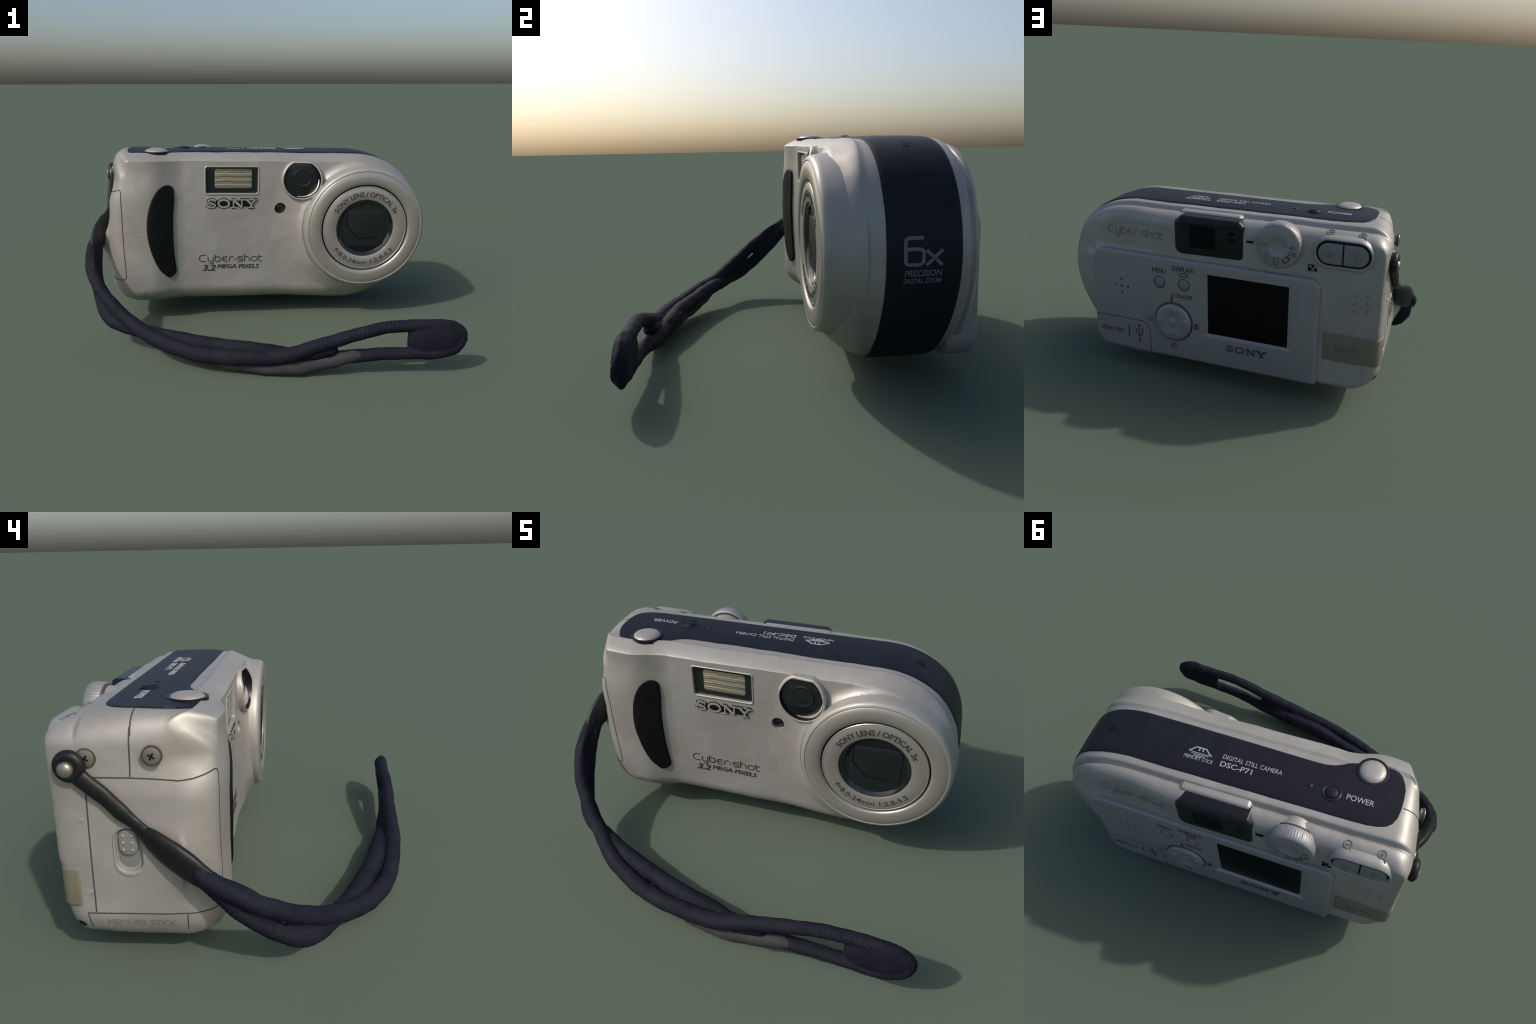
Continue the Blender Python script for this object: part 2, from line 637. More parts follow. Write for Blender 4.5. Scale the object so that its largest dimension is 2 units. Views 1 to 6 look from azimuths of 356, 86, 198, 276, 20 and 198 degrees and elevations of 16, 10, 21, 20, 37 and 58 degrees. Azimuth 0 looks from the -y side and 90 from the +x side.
blade_edge("shutter_blade", [(LX - .107, LZ + .095), (LX - .107, LZ + .015), (LX - .045, LZ - .055), (LX - .03, LZ - .063), (LX + .085, LZ - .063)], .0055, .0633, RUBBER)
blade_edge("shutter_blade", [(LX - .10, LZ + .088), (LX - .02, LZ + .03), (LX + .06, LZ - .03)], .0016, .0640, RUBBER)

# small tab between viewfinder and lens
dome("lens_tab", (.308, .708), .055, .15, .099, SILVER, lens, flat=.35)

# ------------------------------------------------------------------ flash
flash = group("flash")
prism("flash_window", rrect(-.308, .776, -.008, .926, .010), .158, .152, GLASS, flash, bevel=.002)
prism("flash_reflector", rrect(-.258, .803, -.042, .915, .012), .153, .1485, REFLECTOR, flash, bevel=.003)
for i in range(9):
    z = .811 + i * .0122
    prism("reflector_rib", rrect(-.25, z, -.05, z + .005, .002, 3), .150, .1472 - .0006 * (i % 2), REFLECTOR, flash, bevel=.001)
# rim
def frame_ring(name, outer, inner, y0, y1, mat, parent, axis='Y', bevel=.002):
    n = len(outer)
    def P(p, h):
        return {'Y': (p[0], h, p[1]), 'Z': (p[0], p[1], h), 'X': (h, p[0], p[1])}[axis]
    mid = [((a[0] + b[0]) / 2, (a[1] + b[1]) / 2) for a, b in zip(outer, inner)]
    V = []; F = []
    q1 = [Vector(o).lerp(Vector(m), .5) for o, m in zip(outer, mid)]
    q2 = [Vector(o).lerp(Vector(m), .5) for o, m in zip(inner, mid)]
    loops = [(outer, y0), (outer, y0 + (y1 - y0) * .5), (q1, y0 + (y1 - y0) * .93), (mid, y1), (q2, y0 + (y1 - y0) * .93), (inner, y0 + (y1 - y0) * .5), (inner, y0)]
    for lp, h in loops:
        V += [P(p, h) for p in lp]
    L = len(loops)
    for k in range(L):
        k2 = (k + 1) % L
        for i in range(n):
            j = (i + 1) % n
            F.append((k * n + i, k * n + j, k2 * n + j, k2 * n + i))
    return add_mesh(name, V, F, mat, parent, 50)


frame_ring("flash_rim", rrect(-.319, .765, .003, .937, .018), rrect(-.308, .776, -.008, .926, .011), .155, .1365, SILVER, flash)

# ------------------------------------------------------------------ front viewfinder
finder = group("front_viewfinder")
FX, FZ = .247, .860


def flat_top_circle(r, cut_h, n=72):
    pts = []
    for i in range(n):
        a = 2 * math.pi * i / n
        pts.append((FX + r * math.cos(a), FZ + min(cut_h, r * math.sin(a))))
    return pts


def hollow_collar():
    rings_ = [(.120, .110, .2), (.120, .108, .108), (.117, .1055, .099), (.112, .100, .096), (.107, .095, .098), (.104, .092, .106), (.103, .091, .16)]
    n = 72
    V = []; F = []
    for r, ch, y in rings_:
        V += [(x, y + .03 * max(0, (z - FZ - .03)) / .1 - .012 * (x - FX) / .1, z) for x, z in flat_top_circle(r, ch, n)]
    for k in range(len(rings_) - 1):
        for i in range(n):
            j = (i + 1) % n
            F.append((k * n + i, k * n + j, (k + 1) * n + j, (k + 1) * n + i))
    cut_ = 4 * n
    add_mesh("viewfinder_lining", V[cut_ - n + n:], [tuple(i - cut_ for i in f) for f in F if min(f) >= cut_], BLACK, finder, 50)
    return add_mesh("viewfinder_collar", V[:cut_ + n], [f for f in F if max(f) < cut_ + n], SILVER, finder, 50)


hollow_collar()
prism("viewfinder_window", flat_top_circle(.1035, .0915), .16, .1240, GLASS, finder, bevel=.001)
prism("viewfinder_pane", rrect(FX - .06, FZ - .055, FX + .07, FZ + .06, .006), .15, .1228, LENSGLASS, finder, bevel=.0006)
lathe("viewfinder_lens", [(.054, .126), (.054, .1185), (.050, .117), (.044, .1195), (.03, .1175), (.01, .1165)], (FX + .003, FZ + .01), GLASS, finder, n=48)

# focus lamp
lamp = dome("focus_lamp", (.127, .687), .029, .165, .149, GLASS, flat=.6)
frame_ring("lamp_rim", circle2(.127, .687, .038, 40), circle2(.127, .687, .0325, 40), .155, .1375, SILVER, root)

# ------------------------------------------------------------------ surface-following pieces
def along_surface(name, pts, w, bvh, direction, mat, parent=root, lift=.0014, step=.004):
    """Thin raised strip that follows the surface below a 3D polyline."""
    d = Vector(direction).normalized()
    dense = []
    for a, b in zip(pts, pts[1:]):
        a, b = Vector(a), Vector(b)
        k = max(1, int((b - a).length / step))
        for i in range(k):
            dense.append(a.lerp(b, i / k))
    dense.append(Vector(pts[-1]))
    S = []
    for p in dense:
        h = bvh.ray_cast(p - d * .4, d)
        if h[0] is not None:
            S.append((h[0], h[1]))
    return strip(name, S, w, mat, parent, lift)


def strip(name, S, w, mat, parent=root, lift=.0006):
    V = []; F = []
    for i, (p, n) in enumerate(S):
        t = (S[min(i + 1, len(S) - 1)][0] - S[max(i - 1, 0)][0]).normalized()
        n = n.normalized()
        s = t.cross(n).normalized()
        V += [p + s * w / 2 - n * .003, p + s * w / 2 + n * lift * .4, p + n * lift, p - s * w / 2 + n * lift * .4, p - s * w / 2 - n * .003]
    for i in range(len(S) - 1):
        for k in range(5):
            j = (k + 1) % 5
            F.append((i * 5 + k, i * 5 + j, (i + 1) * 5 + j, (i + 1) * 5 + k))
    F.append((0, 1, 2, 3, 4)); F.append(tuple((len(S) - 1) * 5 + k for k in range(5)))
    return add_mesh(name, V, F, mat, parent, 60)


# seams of the left side and the card door
LS = (1, 0, 0)
door = group("card_door")
X0 = -.95
along_surface("shell_seam", [(X0, .402, .955), (X0, .406, .785)], .0055, body_bvh, LS, SEAM)
along_surface("shell_seam", [(-.775, .40, 1.2), (-.86, .40, 1.2)], .0055, body_bvh, (0, 0, -1), SEAM)
def snapped(name, pts, w, mat, parent):
    """Seam line through points near the shell, each drawn onto the nearest surface."""
    P = [Vector(p) for p in pts]
    dense = []
    for a_, b_ in zip(P, P[1:]):
        k_ = max(1, int((b_ - a_).length / .004))
        dense += [a_.lerp(b_, i / k_) for i in range(k_)]
    dense.append(P[-1])
    S = []
    for p in dense:
        loc, nrm_, _, _ = body_bvh.find_nearest(p)
        S.append((loc, nrm_))
    return strip(name, S, w, mat, parent, .0014)


snapped("door_seam", [(-.89, .575, .783), (-.89, .40, .783), (-.89, .24, .781), (-.875, .185, .786), (-.85, .135, .797), (-.822, .105, .803), (-.808, .095, .799), (-.801, .09, .785),
                      (-.799, .09, .70), (-.797, .09, .55), (-.792, .09, .42), (-.787, .09, .33), (-.784, .095, .285), (-.787, .10, .270), (-.80, .105, .262), (-.83, .125, .258),
                      (-.86, .16, .257), (-.885, .22, .255), (-.89, .40, .25), (-.89, .60, .246)], .0055, SEAM, door)
along_surface("door_seam", [(X0, .562, .74), (X0, .566, .50), (X0, .568, .252)], .0055, body_bvh, LS, SEAM, door)
along_surface("door_seam", [(X0, .228, .25), (X0, .232, .17)], .0045, body_bvh, LS, SEAM, door)
along_surface("door_seam", [(X0, .60, .246), (X0, .595, .17)], .0045, body_bvh, LS, SEAM, door)

# latch in its recess
latch = group("door_latch", door)
prism("latch_slot", rrect(.392, .44, .467, .592, .036), -.86, -.8685, GREY, latch, bevel=.002, axis='X')
prism("latch_slider", rrect(.394, .488, .465, .590, .034), -.86, -.881, GREY, latch, bevel=.008, axis='X')
for i in range(3):
    for j in range(2):
        dome("latch_dot", (.414 + .032 * j, .512 + .027 * i), .006, -.879, -.8845, SILVER, latch, axis='X', n=16)
frame_ring("latch_rim", rrect(.370, .405, .484, .603, .052), rrect(.378, .428, .475, .597, .044), -.88, -.8865, SILVER, latch, axis='X')
for (y0, y1, z) in ((.578, .602, .622), (.572, .60, .335)):
    frame_ring("hinge_mark", rrect(y0, z - .006, y1, z + .006, .005), rrect(y0 + .003, z - .003, y1 - .003, z + .003, .002), -.878, -.8855, SILVER, door, axis='X')


# screws
def screw(c, x):
    g = group("screw")
    lathe("screw_head", [(.031, x + .02), (.031, x - .001), (.029, x - .004), (.02, x - .006), (.004, x - .0065)], c, SCREW, g, axis='X', n=40)
    for a in (.5, .5 + math.pi / 2):
        ca, sa = math.cos(a), math.sin(a)
        h, w = .0135, .0035
        pts = [(c[0] + u * ca - v * sa, c[1] + u * sa + v * ca) for u, v in ((-h, -w), (h, -w), (h, w), (-h, w))]
        prism("screw_slot_bar", pts, x, x - .0072 - .0002 * (a > 1), BLACK, g, bevel=.0004, axis='X')  # raised black bars in place of a cut cross slot
    lathe("screw_well", [(.036, x + .01), (.036, x - .0006), (.031, x - .0008), (.031, x + .01)], c, SEAM, g, axis='X', n=40)


screw((.551, .852), -.8835)
screw((.324, .865), -.8835)

# ------------------------------------------------------------------ rubber inlay on the grip
def inlay():
    left = [(-.545, .285), (-.585, .325), (-.622, .40), (-.645, .48), (-.656, .565), (-.650, .65), (-.628, .73), (-.595, .79), (-.56, .82)]
    top = [(-.53, .828), (-.505, .820), (-.492, .80)]
    right = [(-.490, .74), (-.497, .66), (-.50, .57), (-.499, .48), (-.494, .40), (-.487, .34), (-.484, .315)]
    bot = [(-.492, .292), (-.515, .276), (-.532, .275)]
    loop = [Vector(p) for p in left + top + right + bot]
    # Catmull-Rom
    out = []
    n = len(loop)
    for i in range(n):
        p0, p1, p2, p3 = loop[i - 1], loop[i], loop[(i + 1) % n], loop[(i + 2) % n]
        for k in range(6):
            t = k / 6
            out.append(.5 * ((2 * p1) + (p2 - p0) * t + (2 * p0 - 5 * p1 + 4 * p2 - p3) * t * t + (3 * p1 - p0 - 3 * p2 + p3) * t ** 3))
    N = len(out)
    V = []; F = []
    K = 14
    for k in range(K + 1):
        f = 1 - k / K
        for p in out:
            c = Vector((-.56 + .06 * 0, .29 + (p.y - .275) / (.828 - .275) * .52))
            c.x = -.55
            q = c.lerp(p, f)
            h = hit(body_bvh, (q.x, -.3, q.y), (0, 1, 0))[0]
            y = h.y if h else .1
            off = .004 if k == 0 else (.008 if k == 1 else .010)
            if k == 0:
                V.append((q.x, y + .01, q.y))
            V.append((q.x, y - off, q.y)) if k else None
    # k==0 ring (sunk edge) then the raised rings
    for k in range(K):
        for i in range(N):
            j = (i + 1) % N
            F.append((k * N + i, k * N + j, (k + 1) * N + j, (k + 1) * N + i))
    return add_mesh("grip_inlay", V, F, RUBBER, merge=1e-5, smooth_angle=60)


inlay()

# ------------------------------------------------------------------ top controls
shutter = group("shutter_button")
lathe("button_well", [(.079, .99), (.079, 1.0056), (.075, 1.0066), (.068, 1.0060), (.066, .99)], (-.592, .25), BLACK, shutter, axis='Z', n=64)
dome("button_cap", (-.592, .25), .068, .99, 1.020, SILVER, shutter, axis='Z', flat=.55, n=64)
power = group("power_button")
lathe("button_well", [(.046, .99), (.046, 1.0056), (.043, 1.0068), (.039, 1.0056), (.037, .99)], (-.435, .427), BLACK, power, axis='Z')
dome("button_cap", (-.435, .427), .036, .99, 1.014, NAVY, power, axis='Z', flat=.7)
dome("power_lamp", (-.324, .421), .019, .99, 1.0085, BLACK, axis='Z', flat=.7, n=32)
h, nrm = hit(band_bvh, (.74, .40, 1.3), (0, 0, -1))
lug = dome("lug_hole_disc", (.742, .402), .024, h.z - .03, h.z + .0005, RUBBER, axis='Z', ry=.019, flat=.2, n=32)  # dark oval disc on the band stands for a hole
lug2 = lug.data
for v in lug2.vertices:
    if v.co.z > h.z - .012:
        hh = hit(band_bvh, (v.co.x, v.co.y, 1.3), (0, 0, -1))[0]
        v.co.z = hh.z + .0012

# ------------------------------------------------------------------ back panel with screen
PY = .702
panel_out = round_poly([(-.553, .110), (.800, .116), (.800, .728), (-.553, .722)], [.02, .095, .085, .065], 12)
panel = prism("back_panel", panel_out, .575, PY, SILVER_BACK_SHADED, bevel=.018, seg=5)
# shallow tapered recess for the screen
V = []
for (x0, z0, x1, z1, y) in ((-.384, .304, .078, .654, PY - .014), (-.425, .285, .125, .664, PY + .004)):
    V += [(x0, y, z0), (x1, y, z0), (x1, y, z1), (x0, y, z1)]
cutter = add_mesh("cutter", V, [(0, 1, 2, 3), (4, 5, 6, 7), (0, 1, 5, 4), (1, 2, 6, 5), (2, 3, 7, 6), (3, 0, 4, 7)], SILVER, smooth_angle=0)
bpy.context.view_layer.update()
cut(panel, [cutter])
panel.data.set_sharp_from_angle(angle=math.radians(30))
prism("screen", rrect(-.3838, .3042, .0778, .6538, .003, 3), .66, PY - .0115, SCREEN, bevel=.001)
panel_bvh = bvh_of(panel)

# video jack cover: seam lines on the panel
along_surface("cover_seam", [(.80, 1.2, .314), (.60, 1.2, .315), (.49, 1.2, .314), (.465, 1.2, .307), (.447, 1.2, .290), (.439, 1.2, .265), (.437, 1.2, .20), (.437, 1.2, .115)],
              .0045, panel_bvh, (0, -1, 0), SEAM, panel)

# speaker holes: small dark discs set on the panel, nothing is cut
for x, z in ((.652, .514), (.568, .512), (.609, .556), (.610, .470), (.610, .513)):
    dome("speaker_hole_disc", (x, z), .0088, PY - .01, PY + .0008, RUBBER, panel, flat=.2, n=20)

# round buttons
for x, z in ((.365, .575), (.215, .579)):
    g = group("round_button")
    lathe("button_well", [(.041, PY - .01), (.041, PY + .0012), (.039, PY + .002), (.034, PY + .001), (.033, PY - .01)], (x, z), SILVER_BACK_SHADED, g, n=40)
    lathe("button_gap_ring", [(.0355, PY - .01), (.0355, PY + .0022), (.031, PY + .0022), (.031, PY - .01)], (x, z), SEAM, g, n=40)  # raised dark ring in place of a real gap round the cap
    dome("button_cap", (x, z), .0325, PY - .01, PY + .009, GREY, g, flat=.5)

# four-way pad
pad = group("direction_pad")
DX, DZ = .284, .345
lathe("pad_well", [(.119, PY - .02), (.119, PY + .0015), (.116, PY + .003), (.108, PY + .002), (.108, PY - .02)], (DX, DZ), SEAM, pad, n=72)


def pad_mod(k, a, r):
    return r


lathe("pad_disc", [(.1095, PY - .02), (.1095, PY + .010), (.106, PY + .016), (.095, PY + .0195), (.07, PY + .019), (.04, PY + .017), (.018, PY + .0165), (.013, PY + .019), (.003, PY + .0198)],
      (DX, DZ), SILVER_BACK_SHADED, pad, n=72, smooth_angle=50)
for q in range(4):
    a = math.pi / 2 * q
    pts = [(.05, -.026), (.088, -.032), (.098, 0), (.088, .032), (.05, .026)]
    pts = [(DX + u * math.cos(a) - v * math.sin(a), DZ + u * math.sin(a) + v * math.cos(a)) for u, v in pts]
    prism("pad_arm", round_poly(pts, .008, 4), PY + .005, PY + .0222, SILVER_BACK_SHADED, pad, bevel=.004)
    tri = [(.062, -.011), (.062, .011), (.08, 0)]
    tri = [(DX + u * math.cos(a) - v * math.sin(a), DZ + u * math.sin(a) + v * math.cos(a)) for u, v in tri]
    V, F = ribbon(tri, .0028, True)
    n = len(V)
    add_mesh("arrow_mark", [(v.x, PY + .0226, v.y) for v in V] + [(v.x, PY + .02, v.y) for v in V], F + [tuple(i + n for i in f) for f in F], INKLIGHT, pad, 0)

# eyepiece
eye = group("eyepiece")
prism("eyepiece_hood", round_poly([(-.095, .80), (.282, .80), (.282, .965), (.258, .981), (-.078, .981), (-.095, .968)], .012, 4), .55, .624, SILVER, eye, bevel=.018, seg=5)
prism("eyepiece_block", round_poly([(-.128, .757), (.274, .752), (.274, .935), (.236, .970), (-.098, .970), (-.128, .945)], [.03, .045, .02, .015, .015, .02], 6), .60, .6945, BLACK, eye, bevel=.024, seg=5)
prism("eyepiece_window", rrect(.035, .805, .175, .925, .006), .66, .6965, SCREEN, eye, bevel=.002)
frame_ring("eyepiece_frame", rrect(.028, .800, .182, .931, .008), rrect(.034, .806, .176, .925, .005), .68, .6985, BLACK, eye)
for z in (.868, .905):
    prism("eyepiece_lamp", rrect(-.082, z - .009, -.045, z + .009, .004, 4), .67, .6955, SCREEN, eye, bevel=.001)

# mode dial
dial = group("mode_dial")
MX, MZ = -.322, .876
KN = 56


def knurl(k, a, r):
    if 2 <= k <= 4:
        return r - .0026 * (1 - abs(math.cos(a * KN / 2)) ** .5)
    return r


lathe("dial_stem", [(.03, .5), (.092, .52), (.098, .57), (.105, .62), (.108, .640), (.10, .644)], (MX + .004, MZ), SILVER, dial, n=72, smooth_angle=50)
lathe("dial_gap_disc", [(.114, .636), (.114, .649), (.05, .649)], (MX, MZ), SEAM, dial, n=72)  # dark disc stands in for the gap under the wheel
lathe("dial_wheel", [(.05, .645), (.118, .647), (.1225, .652), (.123, .684), (.121, .704), (.115, .715), (.109, .7185), (.06, .7185), (.048, .7195), (.042, .7155), (.02, .713), (.004, .7125)],
      (MX, MZ), SILVER_BACK_SHADED, dial, n=240, smooth_angle=50, rmod=knurl)
DIALY = .7185
prism("dial_index", rrect(-.181, .866, -.141, .876, .005, 4), .66, .6905, RUBBER, dial, bevel=.001)

# zoom rocker
zoom = group("zoom_rocker")
WX, WZ = -.657, .872


def stadium(cx, cz, hw, hh, n=16):
    pts = []
    for s in (1, -1):
        for i in range(n + 1):
            a = -math.pi / 2 + math.pi * i / n
            pts.append((cx + s * (hw - hh) + s * hh * math.cos(a), cz + s * hh * math.sin(a)))
    return pts


frame_ring("rocker_rim", stadium(WX, WZ, .158, .085), stadium(WX, WZ, .134, .060), .655, .7115, SILVER, zoom)
prism("rocker_well", stadium(WX, WZ, .140, .066), .63, .6985, RUBBER, zoom, bevel=.001)
for sgn in (-1, 1):
    half = [p for p in stadium(WX, WZ, .128, .054) if (p[0] - WX) * sgn > 0]
    half = [(WX + sgn * .003, WZ - sgn * .054)] + half + [(WX + sgn * .003, WZ + sgn * .054)]
    prism("rocker_key", half, .64, .7135, GREY, zoom, bevel=.008, seg=4)

# raised thumb dots
for i in range(3):
    for j in range(2):
        x = -.734 - .063 * j; z = .665 - .044 * i + .004 * j
        y = back_y(x, z)
        dome("thumb_dot", (x, z), .0115, y - .01, y + .005, GREY, flat=.8, n=24)

# power socket cover
cover_plan = round_poly([(-.579, .60), (-.579, .6985), (-.70, .7005), (-.878, .695), (-.887, .62), (-.86, .60)], [.001, .006, .05, .045, .01, .005], 8)
prism("socket_cover", cover_plan, .274, .432, BEIGE, bevel=.010, seg=4, axis='Z', both=True)
h, nrm = body_bvh.find_nearest(Vector((-.862, .635, .185)))[:2]
if h is not None:
    lathe("cord_hole_disc", [(.018, .0015), (.013, .002), (.002, .002)], (0, 0), RUBBER, n=24, axis='Z', closed=False)  # dark disc laid on the shell, no opening behind it
    ob = bpy.data.objects["cord_hole_disc"]
    ob.matrix_local = Matrix.Translation(h) @ nrm.to_track_quat('Z', 'Y').to_matrix().to_4x4()

# tripod socket and feet underneath
tri_s = group("tripod_mount")
lathe("tripod_plate", [(.15, .11), (.145, .085), (.12, .066), (.06, .058), (.035, .058), (.03, .075)], (.12, .40), BLACK, tri_s, axis='Z', n=64)
lathe("tripod_thread", [(.034, .09), (.034, .057), (.026, .057), (.026, .09)], (.12, .40), STEEL, tri_s, axis='Z', n=40)

# strap post
post = group("strap_post")
lathe("post_pin", [(.02, -.84), (.02, -.893), (.026, -.896), (.029, -.904), (.029, -.914), (.025, -.923), (.016, -.929), (.004, -.931)], (.613, .820), SCREW, post, axis='X', n=40, smooth_angle=60)
lathe("post_well", [(.05, -.86), (.05, -.881), (.042, -.8845), (.034, -.8835), (.034, -.86)], (.60, .825), SILVER, post, axis='X', n=40)

# ------------------------------------------------------------------ lettering
def text_flat(s, shear=0.0, bold=0.0, spacing=1.0):
    cu = bpy.data.curves.new("txt", 'FONT')
    cu.body = s
    cu.size = 1
    cu.shear = shear
    cu.offset = bold
    cu.space_character = spacing
    cu.resolution_u = 3
    ob = bpy.data.objects.new("txt", cu)
    scene_col.objects.link(ob)
    bpy.context.view_layer.update()
    dg = bpy.context.evaluated_depsgraph_get()
    me = bpy.data.meshes.new_from_object(ob.evaluated_get(dg))
    V = [Vector((v.co.x, v.co.y)) for v in me.vertices]
    F = [tuple(p.vertices) for p in me.polygons]
    bpy.data.objects.remove(ob); bpy.data.curves.remove(cu); bpy.data.meshes.remove(me)
    return V, F


def fit(V, w, h=None, cap=None):
    x0 = min(v.x for v in V); x1 = max(v.x for v in V)
    y0 = min(v.y for v in V); y1 = max(v.y for v in V)
    sx = w / (x1 - x0)
    sy = h / (y1 - y0) if h else sx
    return [Vector(((v.x - x0) * sx, (v.y - y0) * sy)) for v in V]


def put(name, V, F, origin, u, v, bvh, mat, parent, lift=.0016, thick=.003):
    """Lay flat 2D artwork on a surface: origin + x*u + y*v, dropped along the normal."""
    o, u, v = Vector(origin), Vector(u).normalized(), Vector(v).normalized()
    n = u.cross(v).normalized()
    P = []
    for q in V:
        p = o + u * q.x + v * q.y
        if bvh is not None:
            h = bvh.ray_cast(p + n * .3, -n)
            if h[0] is not None:
                p = h[0]
        P.append(p)
    V3 = [p + n * lift for p in P] + [p - n * thick for p in P]
    m = len(P)
    edge = {}
    for f in F:
        for a, b in zip(f, f[1:] + f[:1]):
            edge[(a, b)] = 1
    F3 = [tuple(f) for f in F] + [tuple(i + m for i in reversed(f)) for f in F]
    for (a, b) in edge:
        if (b, a) not in edge:
            F3.append((b, a, a + m, b + m))
    me = bpy.data.meshes.new(name)
    me.from_pydata([tuple(p) for p in V3], [], F3)
    ob = finish(name, me, mat, parent, 0, fix=False)
    ob["kind"] = "stuff"
    return ob


def write(s, origin, w, u, v, bvh, mat, parent, h=None, shear=0.0, bold=0.0, lift=.0016, name="lettering", spacing=1.0):
    V, F = text_flat(s, shear, bold, spacing)
    V = fit(V, w, h)
    return put(name, V, F, origin, u, v, bvh, mat, parent, lift)


def arc(cx, cy, rx, ry, a0, a1, n=8):
    return [(cx + rx * math.cos(math.radians(a0 + (a1 - a0) * i / n)), cy + ry * math.sin(math.radians(a0 + (a1 - a0) * i / n))) for i in range(n + 1)]


def strokes_mesh(strokes, w, sx=1, sy=1):
    V = []; F = []
    for s in strokes:
        pts, closed = (s[0], True) if isinstance(s, tuple) and s[1] is True else (s, False)
        v, f = ribbon([(p[0] * sx, p[1] * sy) for p in pts], w, closed)
        o = len(V)
        V += v; F += [tuple(i + o for i in q) for q in f]
    return V, F


def put_strokes(name, strokes, w, sx, sy, origin, u, v, bvh, mat, parent, lift=.0016):
    """Each stroke is a piece of its own height so that crossings never share a plane."""
    V = []; F = []; L = []
    uu, vv = Vector(u).normalized(), Vector(v).normalized()
    allv = []; allf = []
    n = uu.cross(vv).normalized()
    for k, s in enumerate(strokes):
        closed = isinstance(s, tuple)
        pts = s[0] if closed else s
        rv, rf = ribbon([(p[0] * sx, p[1] * sy) for p in pts], w, closed)
        o = len(allv) // 1
        P = []
        for q in rv:
            p = Vector(origin) + uu * q.x + vv * q.y
            if bvh is not None:
                h = bvh.ray_cast(p + n * .3, -n)
                if h[0] is not None:
                    p = h[0]
            P.append(p)
        lf = lift + .00025 * (k % 5)
        m = len(P)
        allv += [p + n * lf for p in P] + [p - n * .003 for p in P]
        allf += [tuple(i + o for i in f) for f in rf] + [tuple(i + o + m for i in reversed(f)) for f in rf]
        nn = m // 2
        for i in range(nn if closed else nn - 1):
            j = (i + 1) % nn
            allf.append((o + 2 * i, o + 2 * j, o + 2 * j + m, o + 2 * i + m))
            allf.append((o + 2 * j + 1, o + 2 * i + 1, o + 2 * i + 1 + m, o + 2 * j + 1 + m))
        if not closed:
            allf.append((o, o + 1, o + 1 + m, o + m))
            allf.append((o + m - 2, o + m - 1, o + 2 * m - 1, o + 2 * m - 2))
    me = bpy.data.meshes.new(name)
    me.from_pydata([tuple(p) for p in allv], [], allf)
    ob = finish(name, me, mat, parent, 0)
    ob["kind"] = "stuff"
    return ob


# wide square script of the series name, drawn as strokes on a unit x-height of 0.75
def series_name():
    S = []
    S.append(arc(.95, .8, .01, .2, 90, 90, 1)[:1] + [(.55, 1.0)] + arc(.45, .5, .45, .5, 90, 270, 14) + [(.95, 0)])            # C
    x = 1.25
    S.append([(x, .72), (x, .25)] + arc(x + .25, .22, .25, .22, 180, 270, 5) + [(x + .62, 0)])                                  # y
    S.append([(x + .72, .72), (x + .72, -.1)] + arc(x + .52, -.15, .2, .2, 0, -90, 5) + [(x + .15, -.35)])
    x = 2.25
    S.append([(x, 1.05), (x, 0.2)] + arc(x + .2, .2, .2, .2, 180, 270, 4) + [(x + .5, 0)] + arc(x + .5, .36, .25, .36, -90, 90, 8) + [(x + .05, .72)])   # b
    x = 3.3
    S.append([(x + .75, .72), (x + .35, .72)] + arc(x + .35, .36, .35, .36, 90, 270, 8) + [(x + .75, 0)])                       # e
    S.append([(x + .02, .36), (x + .68, .36)])
    x = 4.32
    S.append([(x, 0), (x, .45)] + arc(x + .27, .45, .27, .27, 180, 90, 5) + [(x + .6, .72)])                                    # r
    S.append([(5.0, .33), (5.3, .33)])                                                                                          # -
    x = 5.5
    S.append([(x + .75, .72), (x + .2, .72)] + arc(x + .2, .54, .18, .18, 90, 270, 5) + [(x + .55, .36)] + arc(x + .57, .18, .18, .18, 90, -90, 5) + [(x, 0)])  # s
    x = 6.5
    S.append([(x, 1.05), (x, 0)])                                                                                               # h
    S.append([(x + .02, .70), (x + .45, .70)] + arc(x + .45, .42, .27, .28, 90, 0, 5) + [(x + .72, 0)])
    x = 7.5
    S.append((arc(x + .42, .36, .42, .36, 0, 345, 20), True))                                                                   # o
    x = 8.6
    S.append([(x, 1.0), (x, .25)] + arc(x + .25, .25, .25, .25, 180, 270, 4) + [(x + .5, 0)])                                   # t
    S.append([(x - .2, .72), (x + .5, .72)])
    return S, 9.1


SN, SNW = series_name()
k = .378 / SNW
put_strokes("lettering", SN, .0046, k, .040, (-.352, .1, .362), (1, 0, 0), (0, 0, 1), body_bvh, INK, body)
FRONT_U, FRONT_V = (1, 0, 0), (0, 0, 1)
write("3.2", (-.334, .1, .302), .080, FRONT_U, FRONT_V, body_bvh, INK, body, h=.040, shear=.25, bold=.035)
for k_, dx in enumerate((0, .0014, .0028)):          # heavy face: overlaid strokes
    write("MEGA PIXELS", (-.244 + dx, .1, .318), .25, FRONT_U, FRONT_V, body_bvh, INK, body, h=.0255, shear=.2, lift=.0014 + .0003 * k_)


# slab-serif maker's name: letters are polygons on a unit cap height
def slab_letters():
    L = []          # (list of strokes, widths)
    return L


